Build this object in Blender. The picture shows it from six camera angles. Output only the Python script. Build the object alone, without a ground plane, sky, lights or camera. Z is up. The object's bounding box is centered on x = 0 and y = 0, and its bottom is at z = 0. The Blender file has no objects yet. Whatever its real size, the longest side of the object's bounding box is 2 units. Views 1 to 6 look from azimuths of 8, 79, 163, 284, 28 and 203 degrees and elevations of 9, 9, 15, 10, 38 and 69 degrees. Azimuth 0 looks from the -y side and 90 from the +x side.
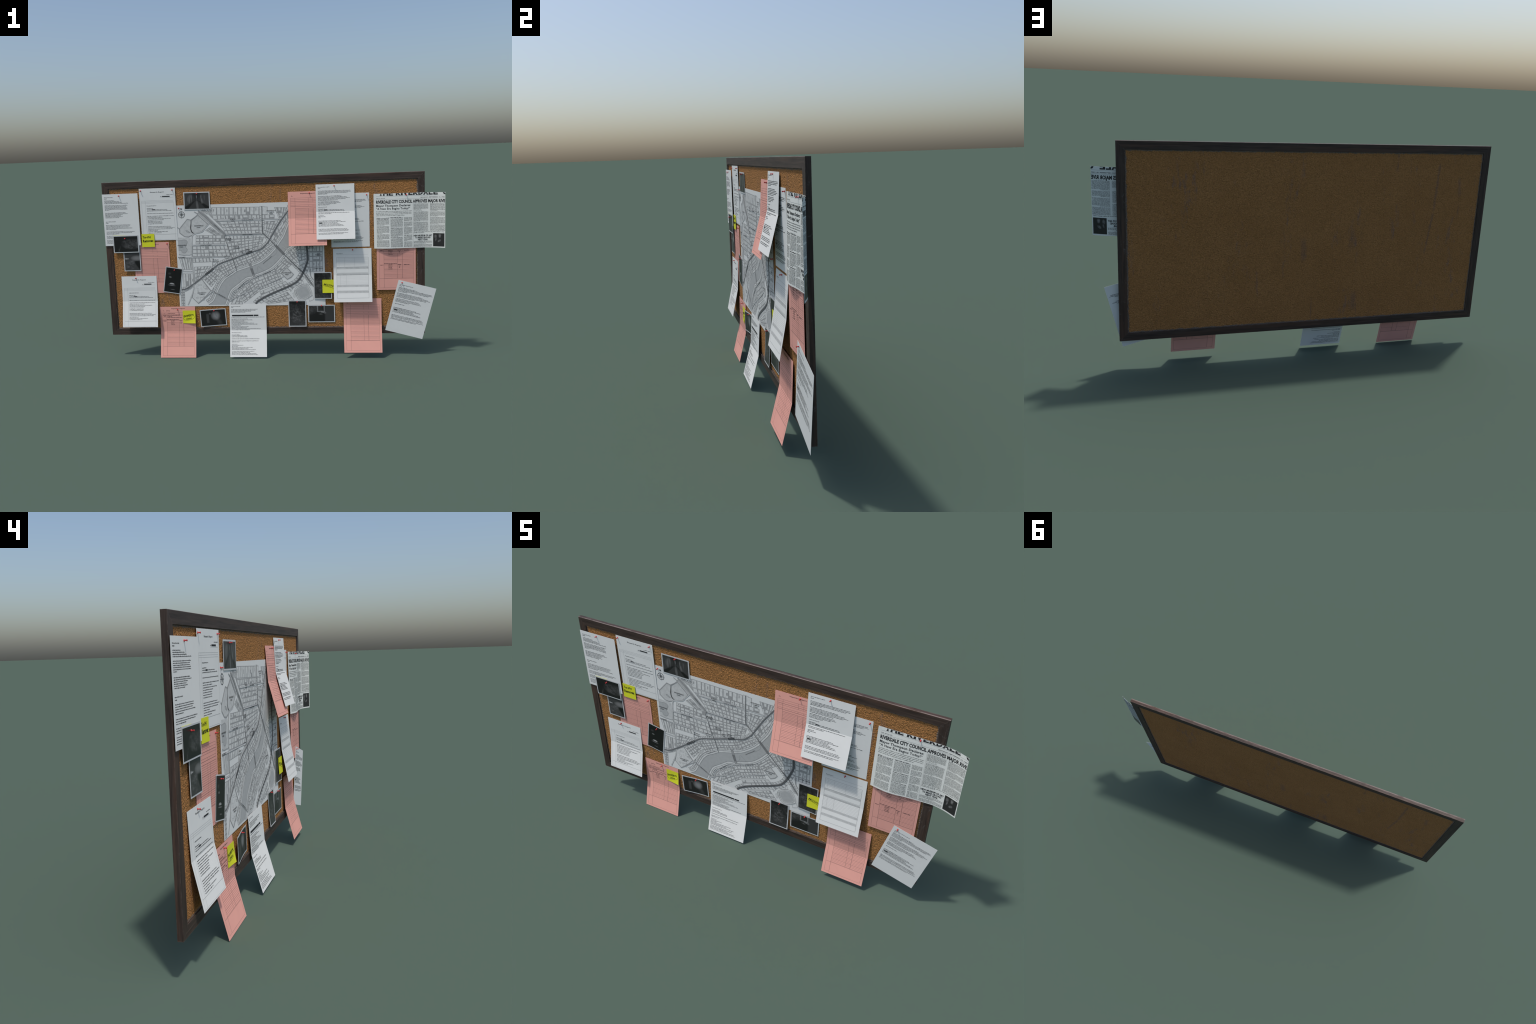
"""Investigation pin board: framed cork panel with a city map, papers, photos, notes and push pins."""
import bpy, bmesh, math, random
from mathutils import Vector, Matrix

rng = random.Random(7)
COL = bpy.context.scene.collection


# ----------------------------------------------------------------------------------------------
# node helper: a value that builds Math nodes when used in arithmetic
# ----------------------------------------------------------------------------------------------
class V:
    def __init__(self, tree, sock):
        self.t, self.s = tree, sock

    def op(self, kind, *others, clamp=False):
        n = self.t.nodes.new("ShaderNodeMath")
        n.operation = kind
        n.use_clamp = clamp
        self.t.links.new(self.s, n.inputs[0])
        for i, o in enumerate(others):
            if isinstance(o, V):
                self.t.links.new(o.s, n.inputs[i + 1])
            else:
                n.inputs[i + 1].default_value = o
        return V(self.t, n.outputs[0])

    def __add__(s, o): return s.op("ADD", o)
    def __radd__(s, o): return s.op("ADD", o)
    def __sub__(s, o): return s.op("SUBTRACT", o)
    def __rsub__(s, o): return (s * -1.0) + o
    def __mul__(s, o): return s.op("MULTIPLY", o)
    def __rmul__(s, o): return s.op("MULTIPLY", o)
    def __truediv__(s, o): return s.op("DIVIDE", o)
    def __pow__(s, o): return s.op("POWER", o)
    def abs(s): return s.op("ABSOLUTE")
    def min(s, o): return s.op("MINIMUM", o)
    def max(s, o): return s.op("MAXIMUM", o)
    def clamp(s): return s.op("ADD", 0.0, clamp=True)

    def step(s, lo, hi):
        n = s.t.nodes.new("ShaderNodeMapRange")
        n.interpolation_type = "SMOOTHSTEP"
        s.t.links.new(s.s, n.inputs["Value"])
        n.inputs["From Min"].default_value = lo
        n.inputs["From Max"].default_value = hi
        return V(s.t, n.outputs["Result"])


class Mat:
    def __init__(self, name, rough=0.8, spec=0.25):
        self.m = bpy.data.materials.new(name)
        self.m.use_nodes = True
        self.t = self.m.node_tree
        self.b = self.t.nodes["Principled BSDF"]
        self.b.inputs["Roughness"].default_value = rough
        self.b.inputs["Specular IOR Level"].default_value = spec
        self.tc = self.t.nodes.new("ShaderNodeTexCoord")

    def xyz(self, kind="Object"):
        n = self.t.nodes.new("ShaderNodeSeparateXYZ")
        self.t.links.new(self.tc.outputs[kind], n.inputs[0])
        return [V(self.t, o) for o in n.outputs]

    def vec(self, scale=(1, 1, 1), loc=(0, 0, 0), rot=(0, 0, 0), kind="Object"):
        n = self.t.nodes.new("ShaderNodeMapping")
        n.inputs["Scale"].default_value = scale
        n.inputs["Location"].default_value = loc
        n.inputs["Rotation"].default_value = rot
        self.t.links.new(self.tc.outputs[kind], n.inputs["Vector"])
        return n.outputs[0]

    def noise(self, vec, scale, detail=4, rough=0.6, distort=0.0):
        n = self.t.nodes.new("ShaderNodeTexNoise")
        self.t.links.new(vec, n.inputs["Vector"])
        n.inputs["Scale"].default_value = scale
        n.inputs["Detail"].default_value = detail
        n.inputs["Roughness"].default_value = rough
        n.inputs["Distortion"].default_value = distort
        return V(self.t, n.outputs[0])

    def voronoi(self, vec, scale, feature="F1"):
        n = self.t.nodes.new("ShaderNodeTexVoronoi")
        n.feature = feature
        self.t.links.new(vec, n.inputs["Vector"])
        n.inputs["Scale"].default_value = scale
        return V(self.t, n.outputs["Distance"])

    def ramp(self, val, stops):
        n = self.t.nodes.new("ShaderNodeValToRGB")
        el = n.color_ramp.elements
        while len(el) < len(stops):
            el.new(0.5)
        for e, (p, c) in zip(el, stops):
            e.position = p
            e.color = (*c, 1)
        self.t.links.new(val.s, n.inputs[0])
        return n.outputs[0]

    def mix(self, fac, a, b, blend="MIX"):
        n = self.t.nodes.new("ShaderNodeMix")
        n.data_type = "RGBA"
        n.blend_type = blend
        if isinstance(fac, V):
            self.t.links.new(fac.s, n.inputs[0])
        else:
            n.inputs[0].default_value = fac
        for k, x in ((6, a), (7, b)):
            if isinstance(x, (tuple, list)):
                n.inputs[k].default_value = (*x, 1)
            else:
                self.t.links.new(x, n.inputs[k])
        return n.outputs[2]

    def grey(self, val):
        n = self.t.nodes.new("ShaderNodeCombineColor")
        for i in range(3):
            self.t.links.new(val.s, n.inputs[i])
        return n.outputs[0]

    def color(self, c):
        if isinstance(c, (tuple, list)):
            self.b.inputs["Base Color"].default_value = (*c, 1)
        else:
            self.t.links.new(c, self.b.inputs["Base Color"])
        return self

    def bump(self, val, strength, dist):
        n = self.t.nodes.new("ShaderNodeBump")
        n.inputs["Strength"].default_value = strength
        n.inputs["Distance"].default_value = dist
        self.t.links.new(val.s, n.inputs["Height"])
        self.t.links.new(n.outputs[0], self.b.inputs["Normal"])
        return self


# ----------------------------------------------------------------------------------------------
# materials
# ----------------------------------------------------------------------------------------------
def paper_material(name, base, dirt, seed, mottling=0.10):
    m = Mat(name, 0.75, 0.2)
    v = m.vec(loc=(seed * 3.7, seed, seed * 1.3))
    big = m.noise(v, 14, 5, 0.65, 0.4).step(0.35, 0.75)
    fine = m.noise(v, 240, 3, 0.6)
    smudge = m.noise(v, 34, 4, 0.7, 1.2).step(0.66, 0.80)
    c = m.mix(big * mottling * 3, base, dirt)
    c = m.mix(smudge * 0.22, c, tuple(d * 0.72 for d in dirt))
    m.color(c)
    m.bump(fine, 0.12, 0.0006)
    return m.m


WHITE_BASE, WHITE_DIRT = (0.735, 0.745, 0.730), (0.655, 0.665, 0.655)
PAPER = [paper_material("white_paper", WHITE_BASE, WHITE_DIRT, s) for s in (1, 2, 3)]
PINK = [paper_material("pink_paper", (0.755, 0.372, 0.312), (0.680, 0.330, 0.282), s) for s in (4, 5)]
NEWS = paper_material("newsprint_paper", (0.715, 0.735, 0.705), (0.63, 0.65, 0.62), 6)
YELLOW = paper_material("yellow_note_paper", (0.66, 0.69, 0.030), (0.66, 0.62, 0.035), 7, 0.2)
MAP_PAPER = paper_material("map_paper", (0.705, 0.715, 0.705), (0.645, 0.655, 0.645), 8)
PHOTO_PAPER = paper_material("photo_paper", (0.54, 0.555, 0.56), (0.45, 0.465, 0.47), 9)


def flat_material(name, c, rough=0.75, variation=0.15):
    m = Mat(name, rough, 0.2)
    n = m.noise(m.vec(), 60, 3).step(0.3, 0.75)
    m.color(m.mix(n, c, tuple(x * (1 - variation) for x in c)))
    return m.m


INK = flat_material("black_ink", (0.030, 0.032, 0.034))
TEXT_INK = flat_material("typed_ink", (0.075, 0.078, 0.080))
RULE_INK = flat_material("ruled_line_ink", (0.24, 0.25, 0.255))
FAINT_INK = flat_material("faint_rule_ink", (0.40, 0.41, 0.41))
BAND_INK = flat_material("grey_band_ink", (0.53, 0.54, 0.535))
PINK_RULE = flat_material("pink_form_rule_ink", (0.27, 0.142, 0.128))
PINK_FAINT = flat_material("pink_form_faint_rule_ink", (0.41, 0.208, 0.182))
PINK_TEXT = flat_material("pink_form_text_ink", (0.11, 0.062, 0.06))
NEWS_INK = flat_material("newsprint_ink", (0.22, 0.23, 0.22))
MARKER = flat_material("marker_ink", (0.045, 0.055, 0.012))
STREET = flat_material("map_street_grey", (0.345, 0.352, 0.352))
STREET_EDGE = flat_material("map_street_edge_grey", (0.205, 0.212, 0.214))
MAP_LIGHT = flat_material("map_block_white", (0.665, 0.675, 0.665))
PARK_TONE = flat_material("map_park_tone", (0.575, 0.585, 0.578))
WATER = flat_material("map_water_grey", (0.430, 0.442, 0.442), variation=0.08)
MAP_DARK = flat_material("map_highway_grey", (0.165, 0.171, 0.174))
MAP_BLACK = flat_material("map_railway_black", (0.060, 0.064, 0.068))
MAP_TEXT = flat_material("map_label_ink", (0.045, 0.048, 0.05))


SCUFFS = [(-0.662, 0.382, -0.650, 0.130, 0.010, 0.6), (-0.650, 0.130, -0.621, -0.099, 0.008, 0.6), (-0.782, 0.310, -0.796, 0.200, 0.013, 0.5),
          (-0.796, 0.170, -0.794, 0.087, 0.007, 0.4), (-0.205, 0.050, -0.205, -0.040, 0.018, 0.4), (0.054, 0.010, 0.050, -0.110, 0.022, 0.45),
          (-0.233, -0.280, -0.236, -0.390, 0.022, 0.5), (-0.421, 0.362, -0.421, 0.336, 0.012, 0.6), (0.290, -0.140, 0.280, -0.290, 0.007, 0.5)]


def cork_material():
    m = Mat("cork", 0.9, 0.1)
    v = m.vec()
    warp = m.noise(v, 165, 1.8, 0.5, 0.8)
    fine = m.noise(v, 330, 3, 0.6)
    tone = m.noise(v, 5, 4, 0.6).step(0.3, 0.7)
    c = m.mix(tone, (0.455, 0.222, 0.082), (0.412, 0.197, 0.070))
    c = m.mix(warp.step(0.34, 0.54), (0.335, 0.166, 0.062), c)  # hollows of the bump tinted darker, painting in the relief's shading
    c = m.mix(fine.step(0.62, 0.78) * 0.5, c, (0.165, 0.085, 0.036))
    c = m.mix(fine.step(0.40, 0.26) * 0.4, c, (0.56, 0.335, 0.17))
    # dull purple-grey stains, drawn out downwards
    st = m.vec(scale=(1, 1, 0.28), loc=(1.7, 0.3, 0.45))
    s1 = m.noise(st, 9, 5, 0.7).step(0.55, 0.66) * m.noise(st, 46, 4, 0.7).step(0.48, 0.62)
    c = m.mix(s1 * 0.55, c, (0.215, 0.150, 0.135))
    # a few long thin scratches
    sc = m.vec(scale=(1, 1, 0.05), rot=(0, math.radians(13), 0))
    s2 = m.noise(sc, 30, 2, 0.5).step(0.71, 0.745) * m.noise(m.vec(loc=(5, 0, 2)), 3.2, 3).step(0.5, 0.58)
    c = m.mix(s2 * 0.6, c, (0.185, 0.120, 0.105))
    # scuffs on the back: one long slanting drag mark and shorter smears
    px, py, pz = m.xyz()
    behind = py.step(0.0, 0.002)
    rag = m.noise(v, 55, 4, 0.7)
    for ax, az, bx, bz, wd, amt in SCUFFS:
        t = ((pz - az) / (bz - az)).clamp()
        d = ((px - ax) - t * (bx - ax)).abs() + (rag - 0.5) * 0.022
        ends = (pz - min(az, bz)).step(-0.01, 0.03) * (max(az, bz) - pz).step(-0.01, 0.03)
        c = m.mix(d.step(wd, wd * 0.2) * ends * behind * (amt * 0.75), c, (0.175, 0.118, 0.108))
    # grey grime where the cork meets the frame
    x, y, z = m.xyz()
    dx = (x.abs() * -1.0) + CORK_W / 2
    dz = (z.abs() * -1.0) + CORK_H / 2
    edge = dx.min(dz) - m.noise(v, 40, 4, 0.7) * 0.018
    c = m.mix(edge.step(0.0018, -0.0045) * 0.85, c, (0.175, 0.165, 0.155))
    m.color(c)
    m.bump(warp * 1.0 + fine * 0.12, 1.0, 0.0125)
    return m.m


def wood_material(name, along, wear):
    m = Mat(name, 0.55, 0.3)
    sc = (0.055, 1, 1) if along == "x" else (1, 1, 0.055)
    v = m.vec(scale=sc)
    grain = m.noise(v, 130, 5, 0.65, 0.3)
    band = m.noise(v, 34, 4, 0.6)
    c = m.ramp(grain, [(0.30, (0.023, 0.0155, 0.0125)), (0.5, (0.046, 0.0310, 0.0250)), (0.72, (0.078, 0.054, 0.044))])
    c = m.mix(band.step(0.48, 0.7) * 0.65, c, (0.082, 0.043, 0.028))
    u = m.vec(loc=(2.2, 4, 0.7))
    rub = m.noise(u, 26, 6, 0.75, 0.6).step(0.60 - 0.05 * wear, 0.80) * m.noise(u if wear else v, 90 if wear else 210, 3, 0.7).step(0.42, 0.62)
    c = m.mix(rub * (0.30 + 0.45 * wear), c, (0.25, 0.25, 0.255))
    # worn pale arrises
    bv = m.t.nodes.new("ShaderNodeBevel")
    bv.inputs["Radius"].default_value = 0.004
    geo = m.t.nodes.new("ShaderNodeNewGeometry")
    d = m.t.nodes.new("ShaderNodeVectorMath")
    d.operation = "DOT_PRODUCT"
    m.t.links.new(bv.outputs[0], d.inputs[0])
    m.t.links.new(geo.outputs["True Normal"], d.inputs[1])
    e = V(m.t, d.outputs["Value"]).step(0.985, 0.88) * m.noise(u, 55, 4, 0.7).step(0.42, 0.62)
    c = m.mix(e * 0.35, c, (0.25, 0.215, 0.20))
    if along == "x":
        # the upper front arris is rubbed down to pale wood in long strokes
        lx, ly, lz = m.xyz()
        strokes = m.noise(m.vec(scale=(0.5, 1, 1), loc=(0.4, 0, 0)), 24, 4, 0.65).step(0.30, 0.55)
        rubbed = lz.step(-0.0016, -0.0004) * (ly + m.noise(v, 160, 3) * 0.006).step(0.0005, -0.0045) * strokes
        flecks = lz.step(-0.0012, -0.0002) * m.noise(v, 300, 4, 0.7).step(0.50, 0.66) * 0.5
        c = m.mix(rubbed.max(flecks) * 0.65, c, (0.27, 0.215, 0.195))
    m.color(c)
    m.bump(grain, 0.35, 0.0012)
    return m.m


# ---- black and white photographs: pictures composed from soft shapes in picture coordinates ----
def photo_material(name, painter):
    m = Mat(name, 0.35, 0.35)
    x, _, y = m.xyz("Generated")
    val = painter(m, x, y)
    m.color(m.grey(val.max(0.006)))
    return m.m


def blobf(x, y, cx, cy, rx, ry, power=1.0):
    a, b = (x - cx) / rx, (y - cy) / ry
    return (1.0 - (a * a + b * b)).clamp() ** power


def paint_tunnel(m, x, y):
    cx = (x - 0.5).abs()
    depth = (0.5 - y).max(0.0) * 2.0                   # 0 at the far end of the floor, 1 at the lower edge
    inner, outer = depth * 0.30 + 0.05, depth * 0.50 + 0.10
    below = (0.5 - y).step(-0.02, 0.04)
    floor = (cx - inner).step(0.03, -0.03) * below
    gutter = (cx - outer).step(0.05, -0.02) * below * (1.0 - floor)
    ribs = m.noise(m.vec(scale=(16, 1, 1.2), loc=(0.3, 0, 0), kind="Generated"), 1.0, 2, 0.5).step(0.42, 0.66)
    arch = blobf(cx, y, 0.23, 0.60, 0.17, 0.32, 0.6) * ribs * (0.07 + x * 0.11)
    wall = (cx.step(0.06, 0.30) * 0.024 + 0.018) * (1.0 - floor) * (1.0 - gutter)
    spine = blobf(x - depth * 0.03, y, 0.5, 0.20, 0.055, 0.36, 0.5) * 0.075
    lamp = blobf(x, y, 0.5, 0.76, 0.020, 0.13, 0.5) * 0.16 + blobf(x, y, 0.5, 0.60, 0.05, 0.05, 1.0) * 0.035
    vault = (y - 0.78).step(0.0, 0.2) * 0.010
    return (arch + wall - vault).max(0.0) + floor * 0.030 + gutter * 0.004 + spine + lamp + 0.007


def paint_ruin(m, x, y):
    n = m.noise(m.vec(scale=(1, 1, 0.8), kind="Generated"), 7, 6, 0.7)
    patch = blobf(x, y, 0.74, 0.50, 0.48, 0.36, 0.8) * n.step(0.25, 0.75) * 0.105
    left = (x * 1.0 + y * 0.9).step(0.35, 0.75)
    track = blobf(x - y * 0.25, y, 0.16, 0.2, 0.05, 0.35, 0.8) * n.step(0.45, 0.7) * 0.06
    return patch * left + track + n.step(0.5, 0.8) * 0.016 + 0.010


def paint_passage(m, x, y):
    n = m.noise(m.vec(scale=(1, 1, 3), kind="Generated"), 4, 4, 0.6)
    glow = blobf(x, y, 0.80, 0.50, 0.42, 0.12, 0.8) * 0.13
    lamp = (blobf(x, y, 0.09, 0.485, 0.055, 0.04, 0.6) + blobf(x, y, 0.20, 0.48, 0.10, 0.022, 0.8)) * 0.32
    floor = n.step(0.4, 0.7) * blobf(x, y, 0.36, 0.24, 0.40, 0.22, 0.8) * 0.10
    dark = (y * 1.05 + x - 0.98).step(-0.06, 0.06) * (x - y * 0.6 - 0.42).step(0.0, 0.10) * (0.44 - y).step(0.0, 0.10)
    return (floor + 0.040 + n * 0.015) * (1.0 - dark * 0.85) + glow + lamp


def paint_night_car(m, x, y):
    arcs = blobf(x, y, 0.46, 0.345, 0.17, 0.05, 0.5) * (y - 0.325).step(0.0, 0.012) * 0.38
    low = blobf(x, y, 0.46, 0.285, 0.26, 0.020, 0.7) * 0.16 + blobf(x, y, 0.55, 0.12, 0.16, 0.022, 0.8) * 0.09
    top = blobf(x, y, 0.31, 0.62, 0.10, 0.035, 0.7) * 0.14 + blobf(x, y, 0.24, 0.76, 0.12, 0.06, 1.0) * 0.03
    return arcs + low + top + m.noise(m.vec(kind="Generated"), 6, 4).step(0.5, 0.8) * 0.008 + 0.0085


def paint_smoke(m, x, y):
    n = m.noise(m.vec(kind="Generated"), 5, 5, 0.6)
    glow = blobf(x, y, 0.60, 0.62, 0.22, 0.34, 1.3) * (n * 0.22 + 0.12)
    trail = blobf(x - y * -0.3, y, 0.80, 0.22, 0.13, 0.40, 1.0) * 0.06 * n
    post = (x - 0.27).abs().step(0.065, 0.035) * (y - 0.12).step(0.0, 0.1) * (y * -1.0 + 0.82).step(0.0, 0.1) * 0.045
    lamp = blobf(x, y, 0.37, 0.77, 0.05, 0.08, 1) * 0.08
    vig = blobf(x, y, 0.5, 0.5, 0.75, 0.75, 0.6)
    return (glow + trail + post + lamp + 0.012) * vig + 0.006


def paint_foliage(m, x, y, seed=0.0):
    n = m.noise(m.vec(scale=(1, 1, 1.4), loc=(seed, 0, seed), kind="Generated"), 5, 7, 0.72)
    n2 = m.noise(m.vec(loc=(seed + 4, 0, 1), kind="Generated"), 2.4, 3)
    mid = blobf(x, y, 0.52, 0.45, 0.42, 0.30, 0.9)
    return n.step(0.40, 0.72) * (n2.step(0.38, 0.62) * 0.075 + mid * 0.10) + (1.0 - y).clamp() * 0.024 + 0.010


def paint_brush(m, x, y):
    return paint_foliage(m, x, y, 3.3)


def paint_cabinet(m, x, y):
    n = m.noise(m.vec(kind="Generated"), 9, 6, 0.7)
    right = (x - 0.60).step(0.0, 0.08) * 0.030
    lefttop = blobf(x, y, 0.08, 0.95, 0.30, 0.55, 0.8) * n.step(0.3, 0.7) * 0.075
    bx, by = (x - 0.48).abs(), (y - 0.83).abs()
    ring = bx.max(by * 0.72) - 0.135
    box = ring.abs().step(0.035, 0.012) * (0.05 + n * 0.20)
    inner = ring.step(0.0, -0.03) * 0.028 * n
    debris = blobf(x, y, 0.52, 0.55, 0.20, 0.13, 0.7) * n.step(0.50, 0.68) * 0.26
    spark = blobf(x, y, 0.30, 0.25, 0.14, 0.22, 0.8) * n.step(0.60, 0.75) * 0.10
    return right + lefttop + box + inner + debris + spark + 0.011 + n * 0.006


def paint_portrait(m, x, y):
    n = m.noise(m.vec(kind="Generated"), 8, 4, 0.6)
    heads = blobf(x, y, 0.22, 0.76, 0.13, 0.17, 0.9) * 0.17 + blobf(x, y, 0.60, 0.81, 0.14, 0.17, 0.9) * 0.20
    shirts = blobf(x - y * 0.2, y, 0.14, 0.52, 0.07, 0.16, 0.9) * 0.14 + blobf(x - y * 0.6, y, 0.30, 0.43, 0.14, 0.12, 0.9) * 0.20
    return (heads + shirts) * n.step(0.2, 0.7) + n * 0.02 + 0.016


PICTURES = {k: photo_material("photo_of_" + k, f) for k, f in dict(
    tunnel=paint_tunnel, ruin=paint_ruin, passage=paint_passage, night=paint_night_car, smoke=paint_smoke,
    foliage=paint_foliage, brush=paint_brush, cabinet=paint_cabinet, portrait=paint_portrait).items()}

# ----------------------------------------------------------------------------------------------
# board: frame rails and cork
# ----------------------------------------------------------------------------------------------
LEFT, RIGHT, BOTTOM, TOP = -1.000, 0.893, 0.1346, 1.0750
FRONT, BACK = 0.0165, 0.0366
RAIL = 0.0385
CORK_W, CORK_H = RIGHT - LEFT - 2 * RAIL + 0.004, TOP - BOTTOM - 2 * RAIL + 0.004
CORK_FRONT, CORK_BACK = 0.0221, 0.0320

root = bpy.data.objects.new("investigation_board", None)
COL.objects.link(root)
root["label"] = "framed cork board pinned with city map, papers and photos"
root["category"] = "pin board"


def add(name, mesh, mats, parent=root, loc=None, rot=0.0, kind=None):
    ob = bpy.data.objects.new(name, mesh)
    COL.objects.link(ob)
    ob.parent = parent
    if loc is not None:
        ob.location = loc
        ob.rotation_euler = (0, rot, 0)
    for m in mats:
        if m.name not in [x.name for x in mesh.materials if x]:
            mesh.materials.append(m)
    if kind:
        ob["kind"] = kind
    return ob


def mesh_of(name, verts, faces, smooth=False, mat_ids=None):
    me = bpy.data.meshes.new(name)
    me.from_pydata(verts, [], faces)
    if smooth:
        me.polygons.foreach_set("use_smooth", [True] * len(me.polygons))
    if mat_ids:
        me.polygons.foreach_set("material_index", mat_ids)
    me.update()
    return me


def rail(length, along, mat):
    """Mitred rail: a trapezoid in the board plane, extruded in depth, arrises rounded."""
    h = length / 2
    outline = [(-h, 0), (h, 0), (h - RAIL, -RAIL), (-h + RAIL, -RAIL)]
    bm = bmesh.new()
    d = (BACK - FRONT) / 2
    rings = [[bm.verts.new((x, y, z)) for x, z in outline] for y in (-d, d)]
    bm.faces.new(rings[0])
    bm.faces.new(rings[1][::-1])
    for i in range(4):
        j = (i + 1) % 4
        bm.faces.new((rings[0][j], rings[0][i], rings[1][i], rings[1][j]))
    bmesh.ops.recalc_face_normals(bm, faces=bm.faces[:])
    long_edges = [e for e in bm.edges if abs((e.verts[0].co - e.verts[1].co).x) > length * 0.5]
    bmesh.ops.bevel(bm, geom=long_edges, offset=0.0009, segments=2, affect="EDGES", profile=0.5)
    if along == "z":
        bmesh.ops.rotate(bm, verts=bm.verts, matrix=Matrix.Rotation(math.radians(90), 3, "Y"))
    me = bpy.data.meshes.new("frame_rail")
    bm.to_mesh(me)
    bm.free()
    me.materials.append(mat)
    return me


WOOD_X = wood_material("dark_wood_lengthwise", "x", 0.0)
WOOD_Z = wood_material("dark_wood_upright", "z", 0.0)
WOOD_WORN = wood_material("dark_wood_upright_rubbed", "z", 1.0)
cx, cz, cy = (LEFT + RIGHT) / 2, (TOP + BOTTOM) / 2, (FRONT + BACK) / 2
for (loc, ln, along, mat, flip) in (
        ((cx, cy, TOP), RIGHT - LEFT, "x", WOOD_X, 0), ((cx, cy, BOTTOM), RIGHT - LEFT, "x", WOOD_X, 180),
        ((LEFT, cy, cz), TOP - BOTTOM, "z", WOOD_Z, 180), ((RIGHT, cy, cz), TOP - BOTTOM, "z", WOOD_WORN, 0)):
    me = rail(ln, along, mat)
    if along == "z":
        # after the turn the rail may lie on the wrong side of its outer edge: spin it about z
        lo, hi = min(v.co.x for v in me.vertices), max(v.co.x for v in me.vertices)
        inward_positive = loc[0] < 0
        if (hi > 0.01) != inward_positive:
            me.transform(Matrix.Rotation(math.radians(180), 4, "Z"))
        flip = 0
    add("frame_rail", me, [], loc=loc, rot=math.radians(flip))

bm = bmesh.new()
bmesh.ops.create_cube(bm, size=1.0)
bmesh.ops.scale(bm, vec=(CORK_W, CORK_BACK - CORK_FRONT, CORK_H), verts=bm.verts)
me = bpy.data.meshes.new("cork_panel")
bm.to_mesh(me)
bm.free()
add("cork_panel", me, [cork_material()], loc=(cx, (CORK_FRONT + CORK_BACK) / 2, cz))

# ----------------------------------------------------------------------------------------------
# paper sheets: a sheet is a bent rectangle; printing is laid on it through the same surface rule
# ----------------------------------------------------------------------------------------------
THICK = 0.0005


def spline(points):
    """Smooth (Catmull-Rom style cubic Hermite) function through (t, value) pairs."""
    xs = [p[0] for p in points]
    ys = [p[1] for p in points]
    sl = []
    for i in range(len(xs)):
        a, b = max(i - 1, 0), min(i + 1, len(xs) - 1)
        sl.append((ys[b] - ys[a]) / (xs[b] - xs[a]))

    def f(t):
        t = min(max(t, xs[0]), xs[-1])
        i = 0
        while i < len(xs) - 2 and t > xs[i + 1]:
            i += 1
        h = xs[i + 1] - xs[i]
        s = (t - xs[i]) / h
        return ((2 * s**3 - 3 * s**2 + 1) * ys[i] + (s**3 - 2 * s**2 + s) * h * sl[i]
                + (-2 * s**3 + 3 * s**2) * ys[i + 1] + (s**3 - s**2) * h * sl[i + 1])
    return f


class Sheet:
    def __init__(self, name, x, z, w, h, y, mat, angle=0.0, fold=None, curve=None, grid=(1, 1), both_sides=False):
        """x, z: top left corner on the board; y: depth there.
        fold = (depth at the crease, depth at the foot); curve = f(u, v) -> depth."""
        self.w, self.h, self.both = w, h, both_sides
        self.cuts_v, self.cuts_u, self.smooth = [], [], curve is not None
        if fold:
            yf, yb = fold
            half = h / 2
            z1 = z2 = half
            self.cuts_v = [half]

            def surf(u, v):
                if v <= half:
                    t = v / half
                    return y + (yf - y) * t, z1 * t
                t = (v - half) / half
                return yf + (yb - yf) * t, z1 + z2 * t
        elif curve:
            def surf(u, v):
                return curve(u, v), v
        else:
            def surf(u, v):
                return y, v
        self.surf = surf
        self.y0 = y
        nu, nv = grid
        us = [w * i / nu for i in range(nu + 1)]
        vs = [h * i / nv for i in range(nv + 1)]
        vs = sorted(set(vs + self.cuts_v))
        self.cell = (w / nu, h / nv) if curve else (9, 9)
        verts, faces = [], []
        for off in (0.0, -THICK):
            for v in vs:
                for u in us:
                    verts.append(self.at(u, v, off))
        n, k = len(us), len(us) * len(vs)
        for j in range(len(vs) - 1):
            for i in range(n - 1):
                a = j * n + i
                faces.append((a, a + n, a + n + 1, a + 1))
                faces.append((k + a, k + a + 1, k + a + n + 1, k + a + n))
        m = len(vs)
        rim = ([i for i in range(n)] + [j * n + n - 1 for j in range(1, m)] + [(m - 1) * n + i for i in range(n - 2, -1, -1)]
               + [j * n for j in range(m - 2, 0, -1)])
        for i, a in enumerate(rim):
            b = rim[(i + 1) % len(rim)]
            faces.append((a, b, k + b, k + a))
        me = mesh_of(name, verts, faces)
        if self.smooth:
            nf = 2 * (len(us) - 1) * (len(vs) - 1)
            me.polygons.foreach_set("use_smooth", [i < nf for i in range(len(me.polygons))])
            me.set_sharp_from_angle(angle=math.radians(40))
        self.ob = add(name, me, [mat], loc=(x, y, z), rot=angle)

    def at(self, u, v, off=0.0):
        """Local position; off > 0 lies in front of the sheet (towards the viewer, -y)."""
        d, drop = self.surf(u, v)
        return (u, d - self.y0 - off, -drop)

    def splits(self, lo, hi, cuts, cell):
        s = [lo, hi] + [c for c in cuts if lo + 1e-5 < c < hi - 1e-5]
        if hi - lo > cell:
            n = math.ceil((hi - lo) / cell)
            s += [lo + (hi - lo) * i / n for i in range(1, n)]
        return sorted(set(s))


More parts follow.
